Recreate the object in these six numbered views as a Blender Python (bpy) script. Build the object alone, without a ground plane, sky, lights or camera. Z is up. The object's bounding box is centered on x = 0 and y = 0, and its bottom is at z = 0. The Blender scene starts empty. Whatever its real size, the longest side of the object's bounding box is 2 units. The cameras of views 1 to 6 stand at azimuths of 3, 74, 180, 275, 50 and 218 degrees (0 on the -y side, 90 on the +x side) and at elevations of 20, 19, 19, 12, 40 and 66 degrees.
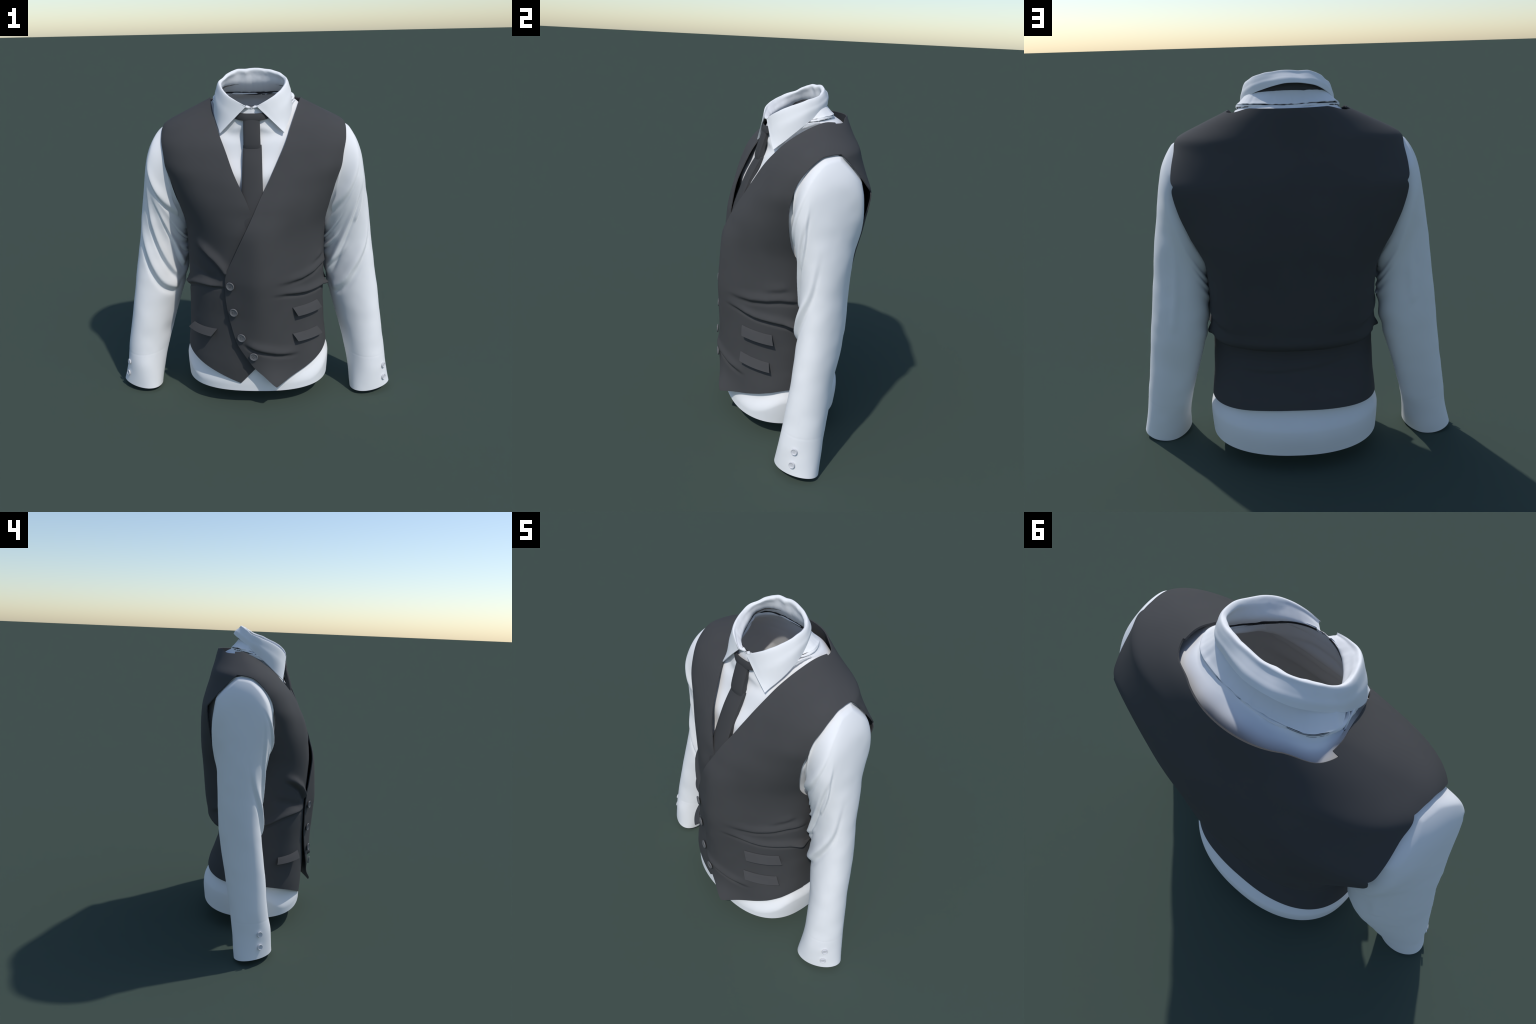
# Dress shirt with necktie and a double-breasted-style waistcoat, built as thin cloth shells.
import bpy, math
import numpy as np

rng = np.random.default_rng(11)
X0 = 0.013                      # the garment's middle sits a little to +x
R2D = 180.0 / math.pi

# ------------------------------------------------------------------ curve helpers
def smooth_table(xs, ys, q):
    """Shape-preserving cubic through (xs, ys), sampled at q (end values held)."""
    xs = np.asarray(xs, float); ys = np.asarray(ys, float)
    if xs[0] > xs[-1]:
        xs, ys = xs[::-1], ys[::-1]
    q = np.clip(np.asarray(q, float), xs[0], xs[-1])
    h = np.diff(xs); d = np.diff(ys) / h
    m = np.zeros_like(ys)
    for i in range(1, len(xs) - 1):
        if d[i - 1] * d[i] > 0:
            w1 = 2 * h[i] + h[i - 1]; w2 = h[i] + 2 * h[i - 1]
            m[i] = (w1 + w2) / (w1 / d[i - 1] + w2 / d[i])
    m[0], m[-1] = d[0], d[-1]
    i = np.clip(np.searchsorted(xs, q) - 1, 0, len(h) - 1)
    t = (q - xs[i]) / h[i]
    return ((2*t**3 - 3*t**2 + 1) * ys[i] + (t**3 - 2*t**2 + t) * h[i] * m[i]
            + (-2*t**3 + 3*t**2) * ys[i+1] + (t**3 - t**2) * h[i] * m[i+1])

def spline(pts, n, closed=False):
    """Catmull-Rom through points, n samples evenly spaced by index."""
    P = np.asarray(pts, float); k = len(P)
    if closed:
        u = np.linspace(0, k, n, endpoint=False)
    else:
        u = np.linspace(0, k - 1, n)
    i = np.floor(u).astype(int)
    if not closed:
        i = np.minimum(i, k - 2)
    t = (u - i)[:, None]
    def g(j):
        if closed: return P[j % k]
        lo = (j < 0); hi = (j > k - 1)
        r = P[np.clip(j, 0, k - 1)].copy()
        r[lo] = 2 * P[0] - P[1]; r[hi] = 2 * P[-1] - P[-2]
        return r
    a, b, c, d = g(i - 1), g(i), g(i + 1), g(i + 2)
    return 0.5 * (2*b + (c - a)*t + (2*a - 5*b + 4*c - d)*t**2 + (3*b - a - 3*c + d)*t**3)

def sstep(a, b, x):
    t = np.clip((np.asarray(x, float) - a) / (b - a), 0, 1)
    return t * t * (3 - 2 * t)

def value_noise(P, scale, seed):
    """Smooth 3D value noise in -1..1."""
    Q = np.asarray(P, float) * scale
    i = np.floor(Q).astype(np.int64); f = Q - i; f = f * f * (3 - 2 * f)
    def h(ix, iy, iz):
        n = (ix * 374761393 + iy * 668265263 + iz * 2147483647 + seed * 144665) & 0x7fffffff
        n = ((n ^ (n >> 13)) * 1274126177) & 0x7fffffff
        return ((n ^ (n >> 16)) & 0xffff) / 32767.5 - 1.0
    out = 0
    for dx in (0, 1):
        for dy in (0, 1):
            for dz in (0, 1):
                w = ((f[:, 0] if dx else 1 - f[:, 0]) * (f[:, 1] if dy else 1 - f[:, 1])
                     * (f[:, 2] if dz else 1 - f[:, 2]))
                out = out + w * h(i[:, 0] + dx, i[:, 1] + dy, i[:, 2] + dz)
    return out

# ------------------------------------------------------------------ mesh helpers
def grid_tris(nr, nc, closed=False):
    r, c = np.meshgrid(np.arange(nr - 1), np.arange(nc if closed else nc - 1), indexing='ij')
    a = r * nc + c; b = r * nc + (c + 1) % nc; d = (r + 1) * nc + c; e = (r + 1) * nc + (c + 1) % nc
    a, b, d, e = (v.ravel() for v in (a, b, d, e))
    return np.concatenate([np.stack([a, b, e], 1), np.stack([a, e, d], 1)])

def vertex_normals(V, T):
    fn = np.cross(V[T[:, 1]] - V[T[:, 0]], V[T[:, 2]] - V[T[:, 0]])
    N = np.zeros_like(V)
    for k in range(3):
        np.add.at(N, T[:, k], fn)
    return N / np.maximum(np.linalg.norm(N, axis=1, keepdims=True), 1e-12)

def clip(V, A, T, f):
    """Keep the part of the triangle mesh where the vertex field f >= 0 (A: vertex attributes)."""
    f = np.where(np.abs(f) < 1e-7, 1e-7, f)
    pos = f > 0
    cnt = pos[T].sum(1)
    keep = [T[cnt == 3]]
    newV, newA, cache = [], [], {}
    base = len(V)
    def cut(i, j):
        key = (i, j) if i < j else (j, i)
        if key not in cache:
            w = f[i] / (f[i] - f[j])
            newV.append(V[i] * (1 - w) + V[j] * w); newA.append(A[i] * (1 - w) + A[j] * w)
            cache[key] = base + len(newV) - 1
        return cache[key]
    extra = []
    for t in T[(cnt > 0) & (cnt < 3)]:
        poly = []
        for k in range(3):
            i, j = int(t[k]), int(t[(k + 1) % 3])
            if pos[i]: poly.append(i)
            if pos[i] != pos[j]: poly.append(cut(i, j))
        for k in range(1, len(poly) - 1):
            extra.append((poly[0], poly[k], poly[k + 1]))
    if extra: keep.append(np.array(extra, int))
    T = np.concatenate(keep)
    if newV:
        V = np.concatenate([V, np.array(newV)]); A = np.concatenate([A, np.array(newA)])
    used = np.unique(T); m = -np.ones(len(V), int); m[used] = np.arange(len(used))
    return V[used], A[used], m[T]

def boundary(T):
    e = np.concatenate([T[:, [0, 1]], T[:, [1, 2]], T[:, [2, 0]]])
    n = int(e.max()) + 1
    key = e[:, 0] * n + e[:, 1]; rev = e[:, 1] * n + e[:, 0]
    return e[~np.isin(key, rev)]

def make_mesh(name, V, F, loop_normals=None, smooth=True):
    me = bpy.data.meshes.new(name)
    me.from_pydata([tuple(v) for v in V], [], [tuple(int(i) for i in f) for f in F])
    if smooth:
        me.polygons.foreach_set('use_smooth', [True] * len(me.polygons))
    if loop_normals is not None:
        me.normals_split_custom_set([tuple(n) for n in loop_normals])
    me.update()
    return me

def add(name, me, parent, mat, **props):
    ob = bpy.data.objects.new(name, me)
    bpy.context.scene.collection.objects.link(ob)
    ob.parent = parent
    if mat is not None:
        me.materials.clear(); me.materials.append(mat)
    for k, v in props.items(): ob[k] = v
    return ob

def shell_objects(V, T, thick, regions, parent):
    """Give a cloth surface thickness and split it into named regions that share border vertices
    and the whole surface's normals.  regions: list of (name, triangle mask, material, props)."""
    N = vertex_normals(V, T)
    W = V - N * (thick[:, None] if isinstance(thick, np.ndarray) else thick)
    bd = boundary(T)
    owner = {}
    for k, t in enumerate(T):
        owner[(t[0], t[1])] = k; owner[(t[1], t[2])] = k; owner[(t[2], t[0])] = k
    bown = np.array([owner[(a, b)] for a, b in bd]) if len(bd) else np.zeros(0, int)
    out = []
    for name, mask, mat, props in regions:
        t = T[mask]
        if len(t) == 0: continue
        used = np.unique(t); m = -np.ones(len(V), int); m[used] = np.arange(len(used)); n = len(used)
        VV = np.concatenate([V[used], W[used]])
        outer = m[t]; inner = m[t][:, ::-1] + n
        faces = [tuple(f) for f in outer] + [tuple(f) for f in inner]
        ln = [N[used]] ; NN = N[used]
        lnorm = np.concatenate([NN[outer.ravel()], -NN[(inner - n).ravel()]])
        rim, rn = [], []
        for (a, b) in bd[mask[bown]] if len(bd) else []:
            a2, b2 = m[a], m[b]
            rim.append((b2, a2, a2 + n, b2 + n))
            fn = np.cross(VV[a2] - VV[b2], VV[a2 + n] - VV[b2]); fn /= max(np.linalg.norm(fn), 1e-12)
            rn += [fn] * 4
        faces += rim
        if rn: lnorm = np.concatenate([lnorm, np.array(rn)])
        out.append(add(name, make_mesh(name, VV, faces, lnorm), parent, mat, **props))
    return out

def empty(name, parent=None):
    e = bpy.data.objects.new(name, None)
    bpy.context.scene.collection.objects.link(e); e.parent = parent
    return e

# ------------------------------------------------------------------ folds
def stroke(P, pts, w, h, sharp=1.0, taper=(0.25, 0.25), up=(0, 0, 1), crease=.55):
    """Height field of one cloth fold that runs along a polyline.  sharp > 1 steepens its lower side
    and adds the crease beneath it."""
    L = spline(pts, 40)
    seg = np.linalg.norm(np.diff(L, axis=0), axis=1); s = np.concatenate([[0], np.cumsum(seg)]); s /= s[-1]
    lo = L.min(0) - 4 * w; hi = L.max(0) + 4 * w
    idx = np.where(((P > lo) & (P < hi)).all(1))[0]
    out = np.zeros(len(P))
    if len(idx) == 0: return out
    Q = P[idx]
    best = np.full(len(Q), 1e9); along = np.zeros(len(Q)); side = np.zeros(len(Q))
    up = np.asarray(up, float)
    for k in range(len(L) - 1):
        d = L[k + 1] - L[k]; t = np.clip(((Q - L[k]) @ d) / (d @ d), 0, 1)
        r = Q - (L[k] + t[:, None] * d); dist = np.linalg.norm(r, axis=1)
        b = dist < best
        best[b] = dist[b]; along[b] = (s[k] + t * (s[k + 1] - s[k]))[b]; side[b] = (r @ up)[b]
    prof = np.where(side >= 0, np.exp(-(best / w) ** 2), np.exp(-(best * sharp / w) ** 2))
    if sharp > 1:
        c = w * 0.75
        prof = prof - np.where(side < 0, crease * np.exp(-((best - c) / (0.45 * w)) ** 2), 0)
    a, b = taper
    env = sstep(0, max(a, 1e-3), along) * sstep(0, max(b, 1e-3), 1 - along)
    out[idx] = h * prof * env
    return out

# ------------------------------------------------------------------ materials
def cloth(name, base, var, rough=0.85, weave=900.0, bump=0.03, sheen=0.0):
    m = bpy.data.materials.new(name); m.use_nodes = True
    nt = m.node_tree; b = nt.nodes['Principled BSDF']
    tc = nt.nodes.new('ShaderNodeTexCoord')
    n1 = nt.nodes.new('ShaderNodeTexNoise'); n1.inputs['Scale'].default_value = 5.0; n1.inputs['Detail'].default_value = 4
    nt.links.new(tc.outputs['Object'], n1.inputs['Vector'])
    r = nt.nodes.new('ShaderNodeValToRGB')
    r.color_ramp.elements[0].position = 0.3; r.color_ramp.elements[1].position = 0.7
    r.color_ramp.elements[0].color = (*[c * (1 - var) for c in base], 1)
    r.color_ramp.elements[1].color = (*[min(1, c * (1 + var)) for c in base], 1)
    nt.links.new(n1.outputs['Fac'], r.inputs['Fac'])
    nt.links.new(r.outputs['Color'], b.inputs['Base Color'])
    n2 = nt.nodes.new('ShaderNodeTexNoise'); n2.inputs['Scale'].default_value = weave; n2.inputs['Detail'].default_value = 2
    nt.links.new(tc.outputs['Object'], n2.inputs['Vector'])
    bp = nt.nodes.new('ShaderNodeBump'); bp.inputs['Strength'].default_value = bump; bp.inputs['Distance'].default_value = 0.001
    nt.links.new(n2.outputs['Fac'], bp.inputs['Height']); nt.links.new(bp.outputs['Normal'], b.inputs['Normal'])
    b.inputs['Roughness'].default_value = rough
    b.inputs['Specular IOR Level'].default_value = 0.25
    if sheen: b.inputs['Sheen Weight'].default_value = sheen
    return m

WHITE = cloth('white_cotton', (0.87, 0.87, 0.875), 0.010)
GREY = cloth('charcoal_wool', (0.066, 0.066, 0.068), 0.04, rough=0.9)
TIE = cloth('charcoal_tie_cloth', (0.056, 0.056, 0.058), 0.04, rough=0.8)
BTN_GREY = cloth('grey_button', (0.15, 0.15, 0.155), 0.03, rough=0.5, bump=0.0)
BTN_WHITE = cloth('white_button', (0.66, 0.66, 0.68), 0.02, rough=0.4, bump=0.0)
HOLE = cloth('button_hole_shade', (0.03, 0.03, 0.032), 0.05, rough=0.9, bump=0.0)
HOLE_W = cloth('cuff_button_grey_dots', (0.42, 0.42, 0.43), 0.05, rough=0.9, bump=0.0)

# ------------------------------------------------------------------ torso sections
def section(phi, W, yF, yB, yc, nF, nB):
    """Super-ellipse section: phi 0 = front, 90 = +x side, 180 = back, 270 = -x side."""
    s, c = np.sin(phi), np.cos(phi)
    n = np.where(c > 0, nF, nB)
    k = (np.abs(s) ** n + np.abs(c) ** n) ** (-1.0 / n)
    D = np.where(c > 0, yc - yF, yB - yc)
    return X0 + W * s * k, yc - D * c * k

VZ = [.10, .17, .30, .38, .45, .55, .60, .645, .70, .75, .85, 1.0, 1.1, 1.25, 1.38, 1.5, 1.6, 1.67, 1.703, 1.745, 1.79, 1.828, 1.846]
VT = {
 'W':  [.456, .452, .446, .438, .430, .424, .421, .421, .422, .421, .420, .422, .430, .478, .530, .566, .572, .556, .534, .450, .358, .277, .245],
 'yF': [-.322, -.325, -.33, -.333, -.335, -.335, -.335, -.336, -.338, -.340, -.345, -.343, -.343, -.322, -.277, -.224, -.176, -.122, -.094, -.05, 0, .05, .06],
 'yB': [.37, .365, .350, .336, .312, .278, .263, .258, .278, .346, .364, .376, .384, .398, .402, .393, .372, .352, .346, .338, .332, .325, .32],
 'yc': [.02, .02, .02, .02, .02, .02, .02, .02, .02, .02, .02, .03, .045, .07, .095, .10, .10, .095, .09, .10, .12, .14, .15],
 'nF': [2.3, 2.3, 2.2, 2.1, 2.0, 1.95, 1.95, 1.95, 1.95, 1.95, 1.95, 1.95, 2.0, 2.22, 2.6, 3.2, 3.3, 3.1, 2.9, 2.5, 2.2, 2.1, 2.1],
 'nB': [2.4, 2.4, 2.4, 2.35, 2.25, 2.15, 2.1, 2.1, 2.2, 2.5, 3.0, 3.3, 3.4, 2.9, 2.4, 2.2, 2.25, 2.3, 2.3, 2.15, 2.0, 2.0, 2.0],
}
# outline of the armhole seen from the side, (y, z): front sweep and back sweep, meeting in two corners
ARM_FRONT = [(.125, 1.706), (.070, 1.702), (.015, 1.686), (-.048, 1.631), (-.098, 1.553), (-.120, 1.454), (-.116, 1.356), (-.093, 1.24), (-.06, 1.15), (0, 1.082), (.08, 1.055), (.17, 1.085), (.235, 1.165), (.270, 1.25), (.290, 1.37), (.300, 1.45), (.303, 1.512)]
ARM_BACK = [(.303, 1.512), (.255, 1.570), (.205, 1.627), (.160, 1.674), (.125, 1.706)]
def back_width():
    """Half width of the back curve at every height, so that its cut edge lies at the wanted x."""
    e = np.array(sorted(ARM_FRONT[12:] + ARM_BACK[1:-1], key=lambda p: p[1]))
    zq = np.linspace(1.17, 1.69, 40)
    ye = np.interp(zq, e[:, 1], e[:, 0])
    xe = smooth_table([1.17, 1.24, 1.37, 1.443, 1.508, 1.575, 1.635, 1.70], [.440, .468, .514, .532, .541, .541, .534, .522], zq)
    g = {k: smooth_table(VZ, VT[k], zq) for k in ('yc', 'yB', 'nB')}
    r = np.clip((ye - g['yc']) / (g['yB'] - g['yc']), 0, .95)
    w = xe / (1 - r ** g['nB']) ** (1 / g['nB'])
    zs = np.array(VZ); lo, hi = zs <= 1.1, zs >= 1.703
    return (np.concatenate([zs[lo], zq, zs[hi]]), np.concatenate([np.array(VT['W'])[lo], w, np.array(VT['W'])[hi]]))
WBZ, WBV = back_width()
TZ = np.arange(.10, 1.8461, .002)
def soft(v, sigma=.018):
    """Round off the kinks of a table over the chest and shoulders."""
    n = 45; k = np.exp(-(np.arange(-n, n + 1) * .002 / sigma) ** 2 / 2); k /= k.sum()
    p = np.concatenate([2 * v[0] - v[n:0:-1], v, 2 * v[-1] - v[-2:-n - 2:-1]])
    return v + (np.convolve(p, k, 'valid') - v) * sstep(1.15, 1.35, TZ)
TORSO = {k: soft(smooth_table(VZ, v, TZ)) for k, v in VT.items()}
TORSO['WB'] = soft(smooth_table(WBZ, WBV, TZ))
def torso_params(z):
    return {k: np.interp(z, TZ, v) for k, v in TORSO.items()}
def vest_section(phi, z):
    p = torso_params(z)
    # behind the armhole the back runs out to a wider curve, so its cut edge makes a corner
    wb = sstep(math.radians(90), math.radians(112), phi) * (1 - sstep(math.radians(248), math.radians(270), phi))
    x, y = section(phi, p['W'] + (p['WB'] - p['W']) * wb, p['yF'], p['yB'], p['yc'], p['nF'] + .25 * (phi > math.pi) * (1 - .6 * sstep(math.radians(315), math.radians(345), phi)) * (1 - sstep(.7, 1.0, z)), p['nB'])
    # overlapping (+x) front panel rides outside the other one; its tip flares forward
    on = (phi < math.pi / 2)
    lift = smooth_table([.1, .3, .45, .6, .8, 1.0, 1.15, 1.25, 1.4], [.008, .010, .016, .024, .030, .024, .012, .003, 0], z)
    base = smooth_table([.1, .3, .9, 1.15, 1.25, 1.4], [.014, .022, .019, .014, .007, 0], z)
    fade = np.exp(-((x - .06) / .10) ** 2)
    flare = .062 * np.exp(-((z - .14) / .105) ** 2) * np.exp(-((x - .12) / .11) ** 2)
    push = np.where(on, lift * fade + base * (1 - sstep(math.radians(-5), math.radians(40), phi)) + flare, 0)
    # the under panel bellies forward beside the neckline
    push = push + np.where(phi > math.pi * 1.5, .020 * np.exp(-((z - 1.43) / .16) ** 2) * np.exp(-((x + .08) / .12) ** 2), 0)
    return x, y - push, z

def pull_inside(P, margin, weight):
    """Shrink points towards the body axis until they lie under the waistcoat surface."""
    x, y, z = P.T
    g = torso_params(z)
    fr = y < g['yc']
    W = np.where(fr, g['W'], g['WB'])
    n = np.where(fr, g['nF'], g['nB']); Dp = np.where(fr, g['yc'] - g['yF'], g['yB'] - g['yc'])
    q = ((np.abs(x - X0) / W) ** n + (np.abs(y - g['yc']) / Dp) ** n) ** (1 / n)
    k = np.minimum(1, (1 - margin / np.minimum(W, Dp)) / np.maximum(q, 1e-6))
    k = 1 + (k - 1) * weight
    return np.stack([X0 + (x - X0) * k, g['yc'] + (y - g['yc']) * k, z], 1)

def vest_on(xq, zq, minus=False, n=900):
    """Front-surface point and normal of the waistcoat at given x, z."""
    ph = np.linspace(math.radians(-60), math.radians(95), n)
    if minus: ph = np.linspace(math.radians(265), math.radians(420), n)
    x, y, _ = vest_section(ph, np.full(n, zq))
    o = np.argsort(x)
    yq = np.interp(xq, x[o], y[o])
    e = .012
    y1 = np.interp(xq - e, x[o], y[o]); y2 = np.interp(xq + e, x[o], y[o])
    x3, y3, _ = vest_section(ph, np.full(n, zq + e)); o3 = np.argsort(x3); y3 = np.interp(xq, x3[o3], y3[o3])
    nv = np.cross([2 * e, y2 - y1, 0], [0, y3 - yq, e]); nv /= np.linalg.norm(nv)
    if nv[1] > 0: nv = -nv
    return np.array([xq, yq, zq]), nv

# ------------------------------------------------------------------ objects tree
outfit = empty('shirt_and_waistcoat_outfit')
outfit['label'] = 'white dress shirt with charcoal necktie and buttoned charcoal waistcoat'
outfit['category'] = 'formal clothing'
vest = empty('waistcoat', outfit)
shirt = empty('dress_shirt', outfit)
necktie = empty('necktie', outfit)

# ------------------------------------------------------------------ armhole outline in the (y, z) plane
def arm_field(V, grow=0.0):
    loop = np.concatenate([spline(ARM_FRONT, 130)[:-1], spline(ARM_BACK, 40)[:-1]])
    if grow:
        c = np.array([.09, 1.40]); loop = c + (loop - c) * (1 + grow)
    f = np.full(len(V), .2)
    sel = np.where((np.abs(V[:, 0]) > .3) & (V[:, 2] > 1.0) & (V[:, 2] < 1.75))[0]
    Q = V[sel][:, 1:3]; d = np.full(len(Q), 1e9); ins = np.zeros(len(Q), bool)
    for k in range(len(loop)):
        a, b = loop[k], loop[(k + 1) % len(loop)]; e = b - a
        t = np.clip(((Q - a) @ e) / (e @ e), 0, 1)
        d = np.minimum(d, np.linalg.norm(Q - a - t[:, None] * e, axis=1))
        c = (a[1] > Q[:, 1]) != (b[1] > Q[:, 1])
        with np.errstate(divide='ignore', invalid='ignore'):
            xi = a[0] + (Q[:, 1] - a[1]) / (b[1] - a[1]) * e[0]
        ins ^= c & (Q[:, 0] < xi)
    f[sel] = np.where(ins, -d, d)
    return f

# ------------------------------------------------------------------ waistcoat
def build_vest():
    step = math.radians(0.9)
    phi = np.arange(-50, 501) * step                 # -45 deg .. 450 deg in 0.9 deg steps
    phi = phi[phi <= math.radians(405) + 1e-6]
    zs = np.concatenate([np.linspace(.11, 1.0, 190)[:-1], np.linspace(1.0, 1.66, 110)[:-1], np.linspace(1.66, 1.846, 90)])
    PH, ZZ = np.meshgrid(phi, zs)
    ph, z = PH.ravel(), ZZ.ravel()
    x, y, _ = vest_section(ph, z)
    # the under (-x) panel tucks in behind the overlap
    under = (ph > math.pi * 1.5)
    tuck = .008 * sstep(-.16, .02, x) * (1 - sstep(1.2, 1.3, z))
    y = y + np.where(under, tuck, 0)
    # back neck ring rises slightly at centre
    V = np.stack([x, y, z], 1)
    T = grid_tris(len(zs), len(phi))
    N = vertex_normals(V, T)
    plus = ph < math.radians(150); minus = ph > math.radians(210); back = (ph > math.radians(70)) & (ph < math.radians(290))
    D = np.zeros(len(V))
    def fold(mask, pts, *a, **k):
        Q = V[mask]; L = spline(pts, 24)
        L = np.array([Q[np.argmin(((Q - p) ** 2).sum(1))] for p in L])    # lay the fold line on the cloth
        L[1:-1] = (L[:-2] + L[1:-1] + L[2:]) / 3
        D[mask] += stroke(Q, L, *a, **k)
    # +x front: two drag folds that run into the side roll
    fold(plus, [(.09, -.372, .775), (.18, -.335, .765), (.27, -.285, .75), (.35, -.215, .74), (.42, -.10, .735), (.44, .02, .70)], .026, .017, sharp=2.0, taper=(.5, .1))
    fold(plus, [(.11, -.36, .835), (.20, -.32, .835), (.28, -.27, .84), (.35, -.20, .855), (.41, -.10, .875), (.435, .02, .87)], .030, .012, sharp=1.8, taper=(.5, .15))
    fold(plus, [(-.06, -.35, .475), (.0, -.345, .445), (.06, -.34, .415), (.14, -.33, .385), (.23, -.29, .365), (.30, -.25, .36)], .030, .014, sharp=1.9, taper=(.25, .4))
    fold(plus, [(.43, -.05, .95), (.40, -.15, .93), (.34, -.22, .91)], .03, .006, sharp=1.3, taper=(.3, .6))
    # -x front: fold pulled to the top button, and the waist roll
    fold(minus, [(-.36, -.17, 1.05), (-.30, -.245, 1.02), (-.23, -.295, .975), (-.17, -.325, .92), (-.13, -.335, .865)], .030, .024, sharp=1.6, taper=(.45, .1))
    fold(minus, [(-.415, .02, .735), (-.405, -.08, .745), (-.36, -.18, .785), (-.28, -.26, .80), (-.20, -.31, .805), (-.13, -.335, .81)], .022, .018, sharp=1.7, taper=(.12, .25))
    fold(minus, [(-.40, -.10, .90), (-.34, -.2, .88), (-.26, -.27, .85), (-.17, -.32, .82)], .03, -.010, taper=(.3, .3))
    # side rolls and waist crease round the back
    fold(plus & (ph > math.radians(55)), [(.415, -.10, .735), (.432, .0, .715), (.428, .09, .735), (.40, .18, .765)], .018, .022, sharp=1.6, taper=(.3, .4))
    fold(minus & (ph < math.radians(305)), [(-.39, -.10, .735), (-.41, .0, .715), (-.405, .09, .745), (-.375, .18, .785)], .018, .022, sharp=1.6, taper=(.3, .4))
    fold(back, [(.425, .06, .79), (.40, .17, .765), (.35, .245, .715), (.29, .29, .69), (.2, .315, .682), (.0, .33, .680), (-.2, .315, .680), (-.27, .285, .69), (-.33, .235, .73), (-.38, .15, .79), (-.40, .04, .82)], .030, .004, crease=.5, sharp=1.6, taper=(.12, .12))
    fold(back, [(.36, .19, .58), (.25, .255, .565), (.1, .275, .56), (-.05, .275, .575), (-.2, .26, .60), (-.34, .2, .63)], .035, .007, sharp=1.4, taper=(.3, .3))
    fold(back, [(.41, .06, .87), (.36, .2, .83), (.27, .29, .79)], .03, .008, sharp=1.4, taper=(.2, .5))
    fold(back, [(-.39, .06, .88), (-.34, .2, .84), (-.25, .29, .79)], .03, .008, sharp=1.4, taper=(.2, .5))
    # at the back waist the cloth sags over a deep tuck
    ax = np.abs(x - X0)
    zc = .716 + .024 * sstep(.24, .42, ax)
    onback = sstep(-.02, .10, y) * back
    u = z - zc
    D += onback * np.where(u > 0, .010 * np.exp(-((u - .012) / .03) ** 2), -.022 * np.exp(-((u + .012) / .024) ** 2))
    sag = onback * np.where(u > -.004, .036 * np.exp(-(np.maximum(u, 0) / .042) ** 2), 0)
    # broad softness of the cloth
    D += .0025 * value_noise(V, 7.0, 3) * (1 - sstep(1.0, 1.2, z))
    V = V + N * D[:, None]
    V[:, 2] -= sag
    A = np.stack([ph, z], 1)

    # front edge and neckline of the overlapping panel: x as a function of z
    zE = [.10, .173, .232, .29, .367, .453, .555, .668, .781, .836, .903, .97, 1.10, 1.229, 1.301, 1.366, 1.412, 1.464, 1.543, 1.61, 1.71, 1.785, 1.828, 1.85]
    xE = [.225, .145, .08, .014, -.039, -.09, -.12, -.143, -.153, -.151, -.139, -.107, -.047, .016, .049, .081, .106, .130, .168, .199, .236, .266, .287, .31]
    zM = [.10, .161, .25, .35, .5, 1.0, 1.14, 1.229, 1.313, 1.379, 1.47, 1.583, 1.684, 1.762, 1.828, 1.85]
    xM = [-.131, -.077, .002, .09, .12, .12, .07, .016, -.017, -.048, -.092, -.138, -.185, -.216, -.245, -.27]
    def front(V, A):
        zt = 1.8465 - .023 * sstep(.16, .268, np.abs(V[:, 0] - X0))
        f = np.where(V[:, 2] > 1.78, zt - V[:, 2], 1.0)
        p = A[:, 0] < math.radians(100); m = A[:, 0] > math.radians(260)
        yk = (V[:, 1] - .172)
        f[p] = V[p, 0] - smooth_table(zE, xE, V[p, 2])
        f[m] = smooth_table(zM, xM, V[m, 2]) - V[m, 0]
        return np.where(A[:, 0] > 0, np.maximum(f, np.minimum(yk, zt - V[:, 2])), f)
    V, A, T = clip(V, A, T, front(V, A))
    def hem(V, A):
        x = V[:, 0]
        hb = .356 - .030 * ((x - X0) / .45) ** 2
        hp = np.interp(x, [-.2, .145, .228, .311, .382, .426, .453, .50], [-.085, .172, .208, .240, .273, .299, .322, .34])
        hm = np.interp(-x, [-.2, .077, .187, .303, .379, .428, .47], [.03, .161, .211, .264, .300, .325, .335])
        p = A[:, 0] < math.pi / 2; m = A[:, 0] > 1.5 * math.pi
        w = sstep(0, .06, V[:, 1])
        hf = np.where(p, hp, np.where(m, hm, hb))
        return V[:, 2] - np.where(p | m, hf * (1 - w) + hb * w, hb)
    V, A, T = clip(V, A, T, hem(V, A))
    V, A, T = clip(V, A, T, arm_field(V))
    pc = A[T][:, :, 0].mean(1)
    shell_objects(V, T, .006, [
        ('waistcoat_front_panel', pc < math.pi / 2, GREY, {}),
        ('waistcoat_back_panel', (pc >= math.pi / 2) & (pc <= 1.5 * math.pi), GREY, {}),
        ('waistcoat_front_panel', pc > 1.5 * math.pi, GREY, {})], vest)
build_vest()

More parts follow.
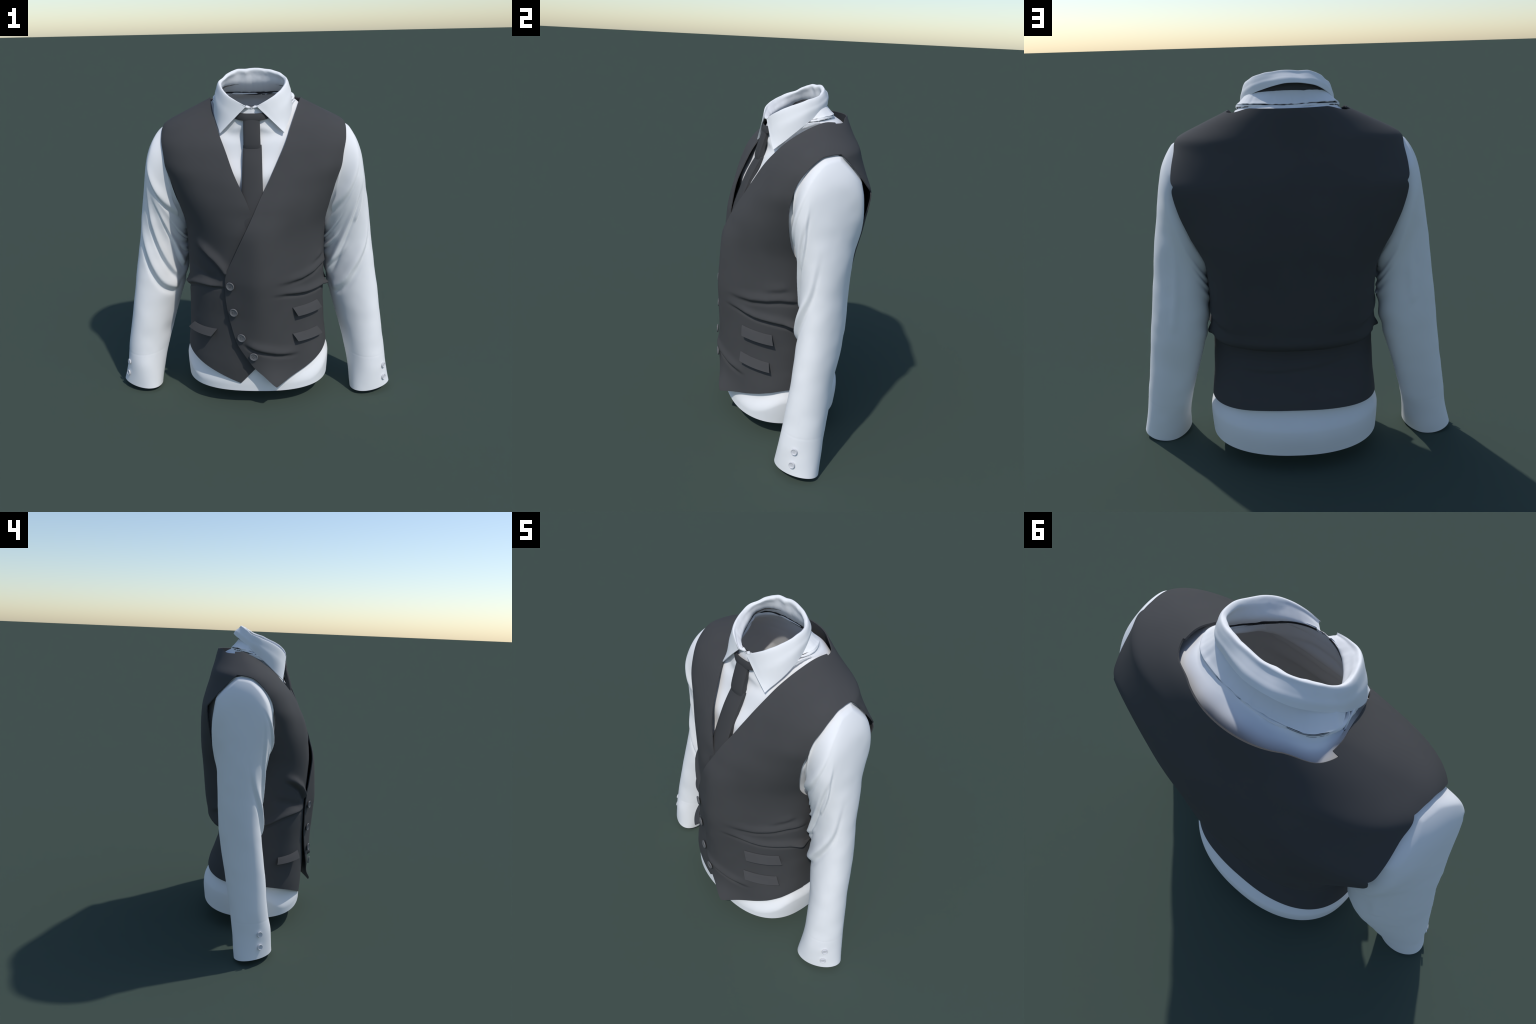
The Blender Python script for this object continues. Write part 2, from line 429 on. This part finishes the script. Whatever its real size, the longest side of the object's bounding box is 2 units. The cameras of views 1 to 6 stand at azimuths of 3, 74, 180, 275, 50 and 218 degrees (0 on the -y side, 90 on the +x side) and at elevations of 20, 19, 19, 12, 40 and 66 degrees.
# pocket welts: small flaps sewn at the top edge, standing off at the lower edge
def pocket_flap(tl, tr, bl, br, minus, off0, off1):
    nu, nv = 25, 9
    P = []
    for j in range(nv):
        v = j / (nv - 1)
        for i in range(nu):
            u = i / (nu - 1)
            a = np.array(tl) * (1 - u) + np.array(tr) * u; b = np.array(bl) * (1 - u) + np.array(br) * u
            q = a * (1 - v) + b * v
            p, n = vest_on(q[0], q[1], minus)
            P.append(p + n * (off0 + (off1 - off0) * v ** 0.8))
    V = np.array(P); T = grid_tris(nv, nu)
    if vertex_normals(V, T)[:, 1].mean() > 0: T = T[:, ::-1]
    shell_objects(V, T, .006, [('pocket_flap', np.ones(len(T), bool), GREY, {})], vest)
pocket_flap((.240, .657), (.386, .652), (.258, .606), (.394, .600), False, .004, .032)
pocket_flap((.240, .487), (.388, .477), (.260, .440), (.400, .428), False, .004, .032)
pocket_flap((-.362, .512), (-.211, .521), (-.374, .474), (-.236, .478), True, .004, .036)

# ------------------------------------------------------------------ buttons
def lathe(profile, seg=40):
    V, F = [], []
    for r, h in profile:
        for k in range(seg):
            a = 2 * math.pi * k / seg; V.append((r * math.cos(a), r * math.sin(a), h))
    for j in range(len(profile) - 1):
        for k in range(seg):
            F.append((j * seg + k, j * seg + (k + 1) % seg, (j + 1) * seg + (k + 1) % seg, (j + 1) * seg + k))
    F.append(tuple((len(profile) - 1) * seg + k for k in range(seg)))
    F.append(tuple(reversed(range(seg))))
    return make_mesh('button', V, F)
def disc_group(centres, r, h0, h1, seg=12, name='button_hole'):
    V, F = [], []
    for cx, cy in centres:
        b = len(V)
        for h in (h0, h1):
            for k in range(seg):
                a = 2 * math.pi * k / seg; V.append((cx + r * math.cos(a), cy + r * math.sin(a), h))
        F.append(tuple(b + seg + k for k in range(seg)))
        for k in range(seg):
            F.append((b + k, b + (k + 1) % seg, b + seg + (k + 1) % seg, b + seg + k))
    return make_mesh(name, V, F, smooth=False)
def button_meshes(r, tall=1.0):
    body = lathe([(a, b * tall) for a, b in [(r * .93, 0), (r * .985, r * .07), (r, r * .16), (r * .985, r * .26), (r * .93, r * .32), (r * .86, r * .33),
                  (r * .78, r * .30), (r * .72, r * .235), (r * .66, r * .215), (r * .3, r * .205), (r * .02, r * .205)]])
    q = r * .185
    holes = disc_group([(q, q), (-q, q), (q, -q), (-q, -q)], r * .085, r * .19 * tall, r * .218 * tall)
    return body, holes
def place_button(meshes, p, n, spin, parent, mat, hmat):
    n = np.asarray(n, float) / np.linalg.norm(n)
    t = np.cross([0, 0, 1.0], n); t /= np.linalg.norm(t); b = np.cross(n, t)
    c, s = math.cos(spin), math.sin(spin)
    t2 = c * t + s * b; b2 = np.cross(n, t2)
    from mathutils import Matrix
    M = Matrix(((t2[0], b2[0], n[0], p[0]), (t2[1], b2[1], n[1], p[1]), (t2[2], b2[2], n[2], p[2]), (0, 0, 0, 1)))
    ob = add('button', meshes[0], parent, mat); ob.matrix_local = M
    h = add('button_hole', meshes[1], parent, hmat); h.matrix_local = M
VB = button_meshes(.0255)
for (bx, bz), sp in zip([(-.116, .822), (-.101, .656), (-.059, .496), (.010, .376)], (.05, .1, .0, .7)):
    p, n = vest_on(bx, bz)
    place_button(VB, p + n * .007, n, sp, vest, BTN_GREY, HOLE)

# half stations, front opening -> centre back: ridge, leaf edge, seam (x from the middle, y, z)
C_R = [(.033, -.137, 1.812), (.083, -.122, 1.840), (.128, -.100, 1.866), (.163, -.058, 1.891), (.186, .0, 1.918), (.194, .05, 1.937),
       (.184, .098, 1.955), (.150, .136, 1.973), (.095, .158, 1.990), (.045, .168, 1.996), (0, .172, 1.998)]
C_L = [(.182, -.135, 1.665), (.190, -.112, 1.687), (.203, -.083, 1.713), (.220, -.039, 1.755), (.226, .01, 1.797), (.220, .057, 1.832),
       (.205, .1, 1.858), (.164, .157, 1.898), (.107, .184, 1.920), (.050, .207, 1.938), (0, .218, 1.947)]
C_S = [(.002, -.117, 1.804), (.050, -.106, 1.806), (.095, -.080, 1.811), (.135, -.040, 1.816), (.177, .015, 1.824), (.220, .075, 1.832),
       (.232, .125, 1.845), (.195, .185, 1.853), (.120, .211, 1.853), (.055, .220, 1.851), (0, .223, 1.850)]
# the -x half of the back differs: its roll sits tighter and its leaf stands farther out
C_R2 = C_R[:6] + [(.172, .093, 1.957), (.142, .127, 1.977), (.098, .157, 1.994)] + C_R[9:]
C_L2 = C_L[:6] + [(.213, .088, 1.863), (.186, .136, 1.897), (.133, .188, 1.930), (.068, .212, 1.944), (0, .218, 1.947)]
def full_loop(half, n, other=None):
    h = np.array(half); m = np.array(other if other else half)[::-1][1:].copy(); m[:, 0] *= -1
    L = spline(np.concatenate([h, m]), n); L[:, 0] += X0
    return L                                          # +x front end -> back -> -x front end
# ------------------------------------------------------------------ shirt body: neck seam -> shoulders -> hanging tail
def build_shirt_body():
    # rings: W, yF, yB, yc, nF, nB, z front, z side, z back
    rings = [
        (.226, -.124, .224, .060, 2.1, 2.6, 1.742, 1.828, 1.846),
        (.245, -.124, .250, .092, 2.2, 2.5, 1.752, 1.822, 1.836),
        (.275, -.127, .283, .095, 2.2, 2.4, 1.715, 1.800, 1.812),
        (.330, -.131, .303, .105, 2.2, 2.4, 1.650, 1.768, 1.775),
        (.420, -.152, .316, .105, 2.3, 2.5, 1.600, 1.722, 1.725),
        (.500, -.178, .343, .100, 2.4, 2.4, 1.530, 1.660, 1.650),
        (.525, -.230, .372, .100, 2.5, 2.4, 1.440, 1.550, 1.540)]
    for z in (1.40, 1.28, 1.15, 1.0, .85, .72, .60, .52):
        g = {k: float(smooth_table(VZ, v, z)) for k, v in VT.items()}
        dz = .06 * sstep(1.2, 1.45, z)
        rings.append((g['W'] - .022, g['yF'] + .026, g['yB'] - .014, g['yc'], g['nF'], 2.4, z - dz, z, z))
    for z, W, yF, yB in ((.45, .426, -.316, .284), (.35, .446, -.312, .322), (.27, .455, -.312, .360), (.20, .456, -.314, .372), (.105, .450, -.314, .363)):
        rings.append((W, yF, yB, .025, 2.5, 2.25, z, z, z))
    R = spline(rings, 330)
    phi = np.linspace(0, 2 * math.pi, 360, endpoint=False)
    PH = np.tile(phi, (len(R), 1))
    col = lambda k: np.repeat(R[:, k][:, None], len(phi), 1)
    x, y = section(PH, *(col(k) for k in range(6)))
    s = -np.cos(PH)                                   # -1 front .. +1 back
    zf, zs_, zb = col(6), col(7), col(8)
    z = zs_ + np.where(s > 0, (zb - zs_) * s ** 2, (zf - zs_) * np.abs(s) ** (1.0 + .6 * sstep(1.0, 4.0, np.linspace(0, len(rings) - 1, len(R)))[:, None]))
    # the first rows run into the collar seam loop
    S = full_loop(C_S, 400)
    sa = np.unwrap(np.arctan2(S[:, 0] - X0, -(S[:, 1] - .06))); o = np.argsort(sa % (2 * math.pi))
    sk, sv = (sa % (2 * math.pi))[o], S[o]
    w = (1 - sstep(0, 1.0, np.linspace(0, len(rings) - 1, len(R))))[:, None]
    ang = np.arctan2(x - X0, -(y - .06)) % (2 * math.pi)
    x, y, z = (c * (1 - w) + np.interp(ang, sk, sv[:, k], period=2 * math.pi) * w for k, c in enumerate((x, y, z)))
    ragged = value_noise(np.stack([np.cos(phi) * 9, np.sin(phi) * 9, 0 * phi], 1), 4.5, 5)
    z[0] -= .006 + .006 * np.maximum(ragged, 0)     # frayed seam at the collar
    # keep the shirt under the waistcoat
    near = np.interp(z, [1.2, 1.46, 1.61, 1.71, 1.785, 1.828], [.0, .117, .186, .223, .253, .274])
    wt = sstep(-.03, .0, np.abs(x - X0) - near) * (1 - sstep(1.812, 1.828, z)) * (z > 1.5)
    low = sstep(.24, .34, z + .10 * sstep(.05, .25, -y)) * (z < 1.0)
    q = np.stack([x.ravel(), y.ravel(), z.ravel()], 1)
    q = pull_inside(q, .018, np.maximum(wt, low).ravel())
    x, y, z = (q[:, k].reshape(x.shape) for k in range(3))
    V = np.stack([x.ravel(), y.ravel(), z.ravel()], 1)
    T = grid_tris(len(R), len(phi), True)[:, ::-1]
    N = vertex_normals(V, T)
    D = np.zeros(len(V))
    fr = V[:, 1] < .03
    D[fr] += stroke(V[fr], [(-.13, -.115, 1.665), (-.07, -.13, 1.690), (.0, -.135, 1.694), (.07, -.13, 1.690), (.15, -.115, 1.66)], .02, .006, taper=(.2, .2))
    D += .004 * value_noise(V, 14, 2) * sstep(1.70, 1.78, V[:, 2]) * sstep(.0, .1, V[:, 1])
    D += .0012 * value_noise(V, 6, 9) * sstep(.12, .2, V[:, 2]) * (1 - sstep(.4, .6, V[:, 2]))
    leaf = np.array(C_L)[:8] + [0, 0, -.004]
    for sg in (1, -1):
        e = leaf * [sg, 1, 1] + [X0, 0, 0]
        m = (V[:, 0] - X0) * sg > 0
        D[m] -= stroke(V[m], e, .035, .012, taper=(.15, .15))
    V = V + N * D[:, None]
    A = np.zeros((len(V), 1))
    shell_objects(V, T, .004, [('shirt_body', np.ones(len(T), bool), WHITE, {})], shirt)
build_shirt_body()

# ------------------------------------------------------------------ collar
def build_collar():
    n = 281
    R, L, S = full_loop(C_R, n, C_R2), full_loop(C_L, n, C_L2), full_loop(C_S, n)
    R[:, 2] += .0022 * value_noise(R * [1, 1, 1], 24, 4) * sstep(0, .12, R[:, 1] + .12)
    R[:, 1] += .0020 * value_noise(R, 22, 8)
    L[:, 2] += .0010 * value_noise(L, 20, 6)
    S[:, 2] += .004 + .003 * value_noise(S, 60, 7)
    tan = np.gradient(R, axis=0); out = np.stack([-tan[:, 1], tan[:, 0], 0 * tan[:, 0]], 1)
    out /= np.linalg.norm(out, axis=1, keepdims=True)
    if (out[n // 2][1]) < 0: out = -out
    end = np.minimum(np.arange(n), np.arange(n)[::-1]) / 40.0
    roll = (.35 + .65 * sstep(0, 1, end))[:, None]    # the roll flattens towards the opening
    up = np.array([0, 0, 1.0])
    Rin = R - out * .012 * roll - up * .012 * roll
    Rout = R + out * .010 * roll - up * .012 * roll
    mid = (S + Rin) / 2 - out * .015 * roll
    mid[:, 2] -= .004
    q1 = S * .72 + mid * .28 - out * .004 * roll
    leafm = Rout * .45 + L * .55 + out * .007 * roll
    rows = [S, q1, mid, mid * .4 + Rin * .6, Rin, R, Rout, Rout * .72 + L * .28 + out * .004 * roll, leafm, L]
    prof = np.stack(rows, 1)                          # n x 10 x 3
    m = 57
    P = np.stack([spline(prof[i], m) for i in range(n)])
    V = P.reshape(-1, 3)
    # soft crumples inside the stand and on the roll
    T = grid_tris(n, m)
    N = vertex_normals(V, T)
    j = np.tile(np.arange(m), n)
    # where the neck band of the tie lies against the stand
    global STAND
    STAND = (P[:, :32].copy(), out.copy())
    if (N[j == m - 8][n // 2][1]) < 0: T = T[:, ::-1]; N = -N
    crumple = value_noise(V * [1, 1, .45], 26, 12) * .0035 + value_noise(V, 60, 13) * .0008
    wgt = np.exp(-((j - 24) / 9.0) ** 2) * np.tile(np.repeat(sstep(.2, 1.2, end), 1)[:, None], (1, m)).ravel()
    V = V + N * (crumple * wgt)[:, None]
    jr = (m - 1) * 5 / 9.0
    jc = j[T].mean(1)
    shell_objects(V, T, .0045, [('collar_stand', jc < round(jr), WHITE, {}), ('collar_leaf', jc >= round(jr), WHITE, {})], shirt)
build_collar()
def build_gap_shadow():
    """Near-black strip modelled as the shadow inside the frayed gap between collar stand and yoke."""
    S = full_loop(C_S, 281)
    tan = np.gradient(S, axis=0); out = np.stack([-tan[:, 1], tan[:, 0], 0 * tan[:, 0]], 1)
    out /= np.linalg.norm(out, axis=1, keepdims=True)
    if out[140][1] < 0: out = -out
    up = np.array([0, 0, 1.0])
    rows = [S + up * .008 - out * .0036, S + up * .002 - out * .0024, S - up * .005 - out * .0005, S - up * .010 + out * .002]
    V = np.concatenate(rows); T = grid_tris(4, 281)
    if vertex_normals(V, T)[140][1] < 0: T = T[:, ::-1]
    shell_objects(V, T, .0008, [('collar_gap_shadow_strip', np.ones(len(T), bool), HOLE, {})], shirt)
build_gap_shadow()

# ------------------------------------------------------------------ necktie
def build_tie():
    B = [(0, -.144, 1.753), (.045, -.141, 1.754), (.082, -.124, 1.760), (.133, -.092, 1.783), (.178, -.045, 1.812), (.203, .015, 1.838),
         (.205, .07, 1.882), (.186, .122, 1.910), (.150, .155, 1.920), (.10, .176, 1.927), (.05, .188, 1.931), (0, .192, 1.932)]
    h = np.array(B); mir = h[::-1][1:-1].copy(); mir[:, 0] *= -1
    C = spline(np.concatenate([h, mir]), 200, closed=True); C[:, 0] += X0
    Ps, Os = STAND
    for i in range(len(C)):
        w = float(sstep(-.09, .0, C[i, 1]))
        if w == 0: continue
        k = int(np.argmin(np.abs(np.arctan2(Ps[:, 20, 0] - X0, Ps[:, 20, 1] - .05) - math.atan2(C[i, 0] - X0, C[i, 1] - .05))))
        zi = C[i, 2]; jj = int(np.argmin(np.abs(Ps[k, :, 2] - zi)))
        C[i, :2] = C[i, :2] * (1 - w) + (Ps[k, jj] + Os[k] * .0098)[:2] * w
    for _ in range(5):
        C[:, :2] = (np.roll(C, 1, 0) + C + np.roll(C, -1, 0))[:, :2] / 3
    tan = np.roll(C, -1, 0) - np.roll(C, 1, 0)
    out = np.stack([tan[:, 1], -tan[:, 0], 0 * tan[:, 0]], 1); out /= np.linalg.norm(out, axis=1, keepdims=True)
    if out[0][1] > 0: out = -out
    hs = np.linspace(-.020, .020, 7)
    V = np.concatenate([C + np.array([0, 0, t]) + out * (.003 * (1 - (t / .02) ** 2)) + out * (-.2 * t) for t in hs])
    T = grid_tris(len(hs), 200, True)
    if vertex_normals(V, T)[0][1] > 0: T = T[:, ::-1]
    shell_objects(V, T, .003, [('tie_neck_band', np.ones(len(T), bool), TIE, {})], necktie)
    def blade(name, rows):
        """rows: (z, x left, x right, y of the middle front, thickness, crown)"""
        Rr = spline(rows, 60); nu = 25
        u = np.linspace(0, 1, nu)
        V = []
        for z, xl, xr, yf, th, cr in Rr:
            e = (2 * u - 1)
            f = yf + cr * e ** 2 + .004 * np.abs(e) ** 8
            V.append(np.stack([xl + (xr - xl) * u, f, np.full(nu, z)], 1))
            V[-1] = np.concatenate([V[-1], np.stack([xr - (xr - xl) * u, f[::-1] + th, np.full(nu, z)], 1)])
        V = np.concatenate(V); nc = 2 * nu
        T = grid_tris(60, nc, True)
        top = [tuple(range(nc))]; bot = [tuple((59) * nc + k for k in range(nc))[::-1]]
        if vertex_normals(V, T)[nu // 2][1] > 0:
            T = T[:, ::-1]; top = [top[0][::-1]]; bot = [bot[0][::-1]]
        me = make_mesh(name, V, [tuple(t) for t in T] + [top[0][::-1], bot[0][::-1]])
        me.set_sharp_from_angle(angle=math.radians(40))
        return add(name, me, necktie, TIE)
    blade('tie_knot', [(1.745, -.034, .057, -.146, .010, .005), (1.70, -.035, .059, -.161, .018, .006), (1.65, -.034, .060, -.177, .022, .006),
                       (1.61, -.034, .061, -.186, .03, .006), (1.588, -.032, .062, -.187, .02, .006)])
    blade('tie_blade', [(1.602, -.036, .066, -.176, .014, .006), (1.588, -.037, .068, -.184, .018, .006), (1.50, -.040, .071, -.232, .022, .008),
                        (1.37, -.043, .075, -.280, .016, .006), (1.23, -.048, .080, -.322, .010, .003), (1.14, -.050, .083, -.335, .004, .003)])
build_tie()

# ------------------------------------------------------------------ sleeves
# ring anchors of the +x sleeve: outer, front, inner, back points
SLEEVE = [
    [(.515, .11, 1.682), (.508, -.098, 1.45), (.425, .08, 1.130), (.510, .248, 1.42)],
    [(.550, .09, 1.690), (.535, -.110, 1.47), (.425, .09, 1.090), (.525, .262, 1.44)],
    [(.630, .080, 1.557), (.595, -.110, 1.34), (.432, .09, 1.010), (.560, .262, 1.32)],
    [(.684, .070, 1.270), (.605, -.072, 1.14), (.432, .090, .925), (.548, .228, 1.13)],
    [(.722, .062, 1.000), (.615, -.062, .93), (.440, .085, .835), (.552, .212, .93)],
    [(.755, .042, .750), (.650, -.076, .72), (.464, .07, .690), (.578, .195, .70)],
    [(.789, .018, .510), (.690, -.110, .50), (.524, .045, .490), (.618, .150, .49)],
    [(.826, -.012, .290), (.708, -.140, .29), (.574, .01, .290), (.672, .102, .27)],
    [(.844, -.032, .160), (.715, -.162, .17), (.596, -.02, .170), (.712, .076, .15)],
    [(.870, -.050, .040), (.705, -.174, .030), (.614, -.06, .020), (.745, .054, .004)],
]
def build_sleeve(side):
    nr, nc = 260, 200
    K = spline(np.array(SLEEVE).reshape(len(SLEEVE), 12), nr).reshape(nr, 4, 3)
    phi = np.linspace(0, 2 * math.pi, nc, endpoint=False)
    O, F, I, B = K[:, 0], K[:, 1], K[:, 2], K[:, 3]
    c = (O + I) / 2
    a = (O - I) / 2; b = (F - B) / 2; cc = (F + B) / 2 - c          # the front/back pair may sit off centre
    cs, sn = np.cos(phi), np.sin(phi)
    P = (c[:, None] + a[:, None] * cs[None, :, None] + b[:, None] * sn[None, :, None]
         + cc[:, None] * (sn ** 2)[None, :, None])
    V = P.reshape(-1, 3)
    t = np.repeat(np.linspace(0, len(SLEEVE) - 1, nr), nc); ph = np.tile(phi, nr)
    T = grid_tris(nr, nc, True)
    N = vertex_normals(V, T)
    if (N[:, 0] * np.cos(ph)).mean() < 0: T = T[:, ::-1]; N = -N
    # wrinkles bunched on the inner side of the elbow
    inner = np.exp(-((ph - math.pi) / .75) ** 2)
    D = inner * .0045 * np.sin(t * 9.0 + .6 * side + 1.5 * np.sin(ph * 2) + 1.3 * np.sin(t * 2.3)) * sstep(1.3, 2.2, t) * (1 - sstep(4.6, 5.6, t))
    for pts, w, h, sh in sleeve_folds(side):
        D += stroke(np.stack([ph, t, 0 * t], 1), [(p[0], p[1], 0) for p in pts], w, h, sharp=sh, taper=(.6, .12), up=(0, -1, 0))
    D += .004 * value_noise(V, 6.0, 21 + side) * sstep(1.5, 3, t) + .0012 * value_noise(V, 16.0, 31 + side)
    # cuff seam
    D -= .0006 * np.exp(-((t - 7.25) / .03) ** 2)
    V = V + N * D[:, None]
    edge = sstep(-.035, .005, arm_field(V)) * (1 - sstep(1.2, 2.0, t)) * (V[:, 2] > 1.05)
    V = pull_inside(V, .012, edge * (t < 2.2))
    V[:, 2] = np.maximum(V[:, 2], 0.0) - V[:, 2].min().clip(0, .02) * (1 - sstep(0, .2, V[:, 2]))
    if side < 0:
        V[:, 0] = -V[:, 0] + (-.007 + .019 * V[:, 2])
        T = T[:, ::-1]
    shell_objects(V, T, .005, [('shirt_sleeve', np.ones(len(T), bool), WHITE, {})], shirt)
    return V, vertex_normals(V, T), (nr, nc)
def sleeve_folds(side):
    """Drag folds in sleeve coordinates (angle round the arm, ring position down the arm): points, width, height, sharpness."""
    if side > 0:
        return [([(.8, 1.7), (1.28, 1.85), (1.86, 1.78), (2.35, 1.45)], .14, .012, 1.5),
                ([(.55, 2.0), (1.0, 2.3), (1.5, 2.6), (2.0, 3.25), (2.6, 4.25), (3.0, 4.6)], .20, .016, 1.5),
                ([(.5, 2.9), (.75, 3.4), (.95, 3.8), (1.28, 4.1), (1.7, 4.45), (2.2, 4.88), (2.85, 5.2)], .23, .021, 1.7),
                ([(.8, 2.0), (1.0, 2.35), (1.2, 2.75), (1.55, 3.15)], .12, .008, 1.3),
                ([(1.7, 3.5), (2.2, 3.85), (2.9, 4.25)], .15, .010, 1.4),
                ([(2.0, 2.1), (2.6, 2.2), (3.2, 2.35)], .15, .012, 1.4),
                ([(2.0, 2.7), (2.6, 3.0), (3.3, 3.1)], .15, .011, 1.4),
                ([(4.90, 2.4), (4.95, 3.4), (5.0, 4.2), (5.05, 5.0)], .14, .006, 1.0),
                ([(2.3, 6.2), (2.8, 6.5), (3.4, 6.6)], .25, -.008, 1.0)]
    return [([(.67, 1.87), (1.3, 1.98), (1.9, 1.85), (2.45, 1.45)], .14, .014, 1.6),
            ([(.7, 2.0), (1.07, 2.3), (1.45, 3.2), (1.95, 4.0), (2.7, 4.75)], .20, .018, 1.5),
            ([(.45, 3.0), (.75, 3.6), (1.15, 4.0), (1.61, 4.5), (2.12, 4.92), (2.85, 5.15)], .23, .022, 1.7),
            ([(1.3, 2.4), (1.85, 2.5), (2.3, 3.1), (2.65, 3.9), (3.0, 4.3)], .17, .016, 1.5),
            ([(2.1, 2.0), (2.7, 2.2), (3.3, 2.4)], .15, .011, 1.4),
            ([(2.5, 3.0), (3.0, 3.3), (3.5, 3.4)], .15, .010, 1.4),
            ([(4.90, 2.6), (4.95, 3.4), (5.0, 4.4)], .14, .005, 1.0),
            ([(2.3, 6.2), (2.8, 6.5), (3.4, 6.6)], .25, -.008, 1.0)]
WB = button_meshes(.0178, 1.5)
for side, pts in ((1, [(.811, -.107, .178), (.817, -.112, .097)]), (-1, [(-.819, -.101, .188), (-.825, -.107, .109)])):
    V, N, _ = build_sleeve(side)
    for k, p in enumerate(pts):
        i = int(np.argmin(((V - p) ** 2).sum(1)))
        place_button(WB, V[i] + N[i] * .002, N[i], .1, shirt, BTN_WHITE, HOLE_W)
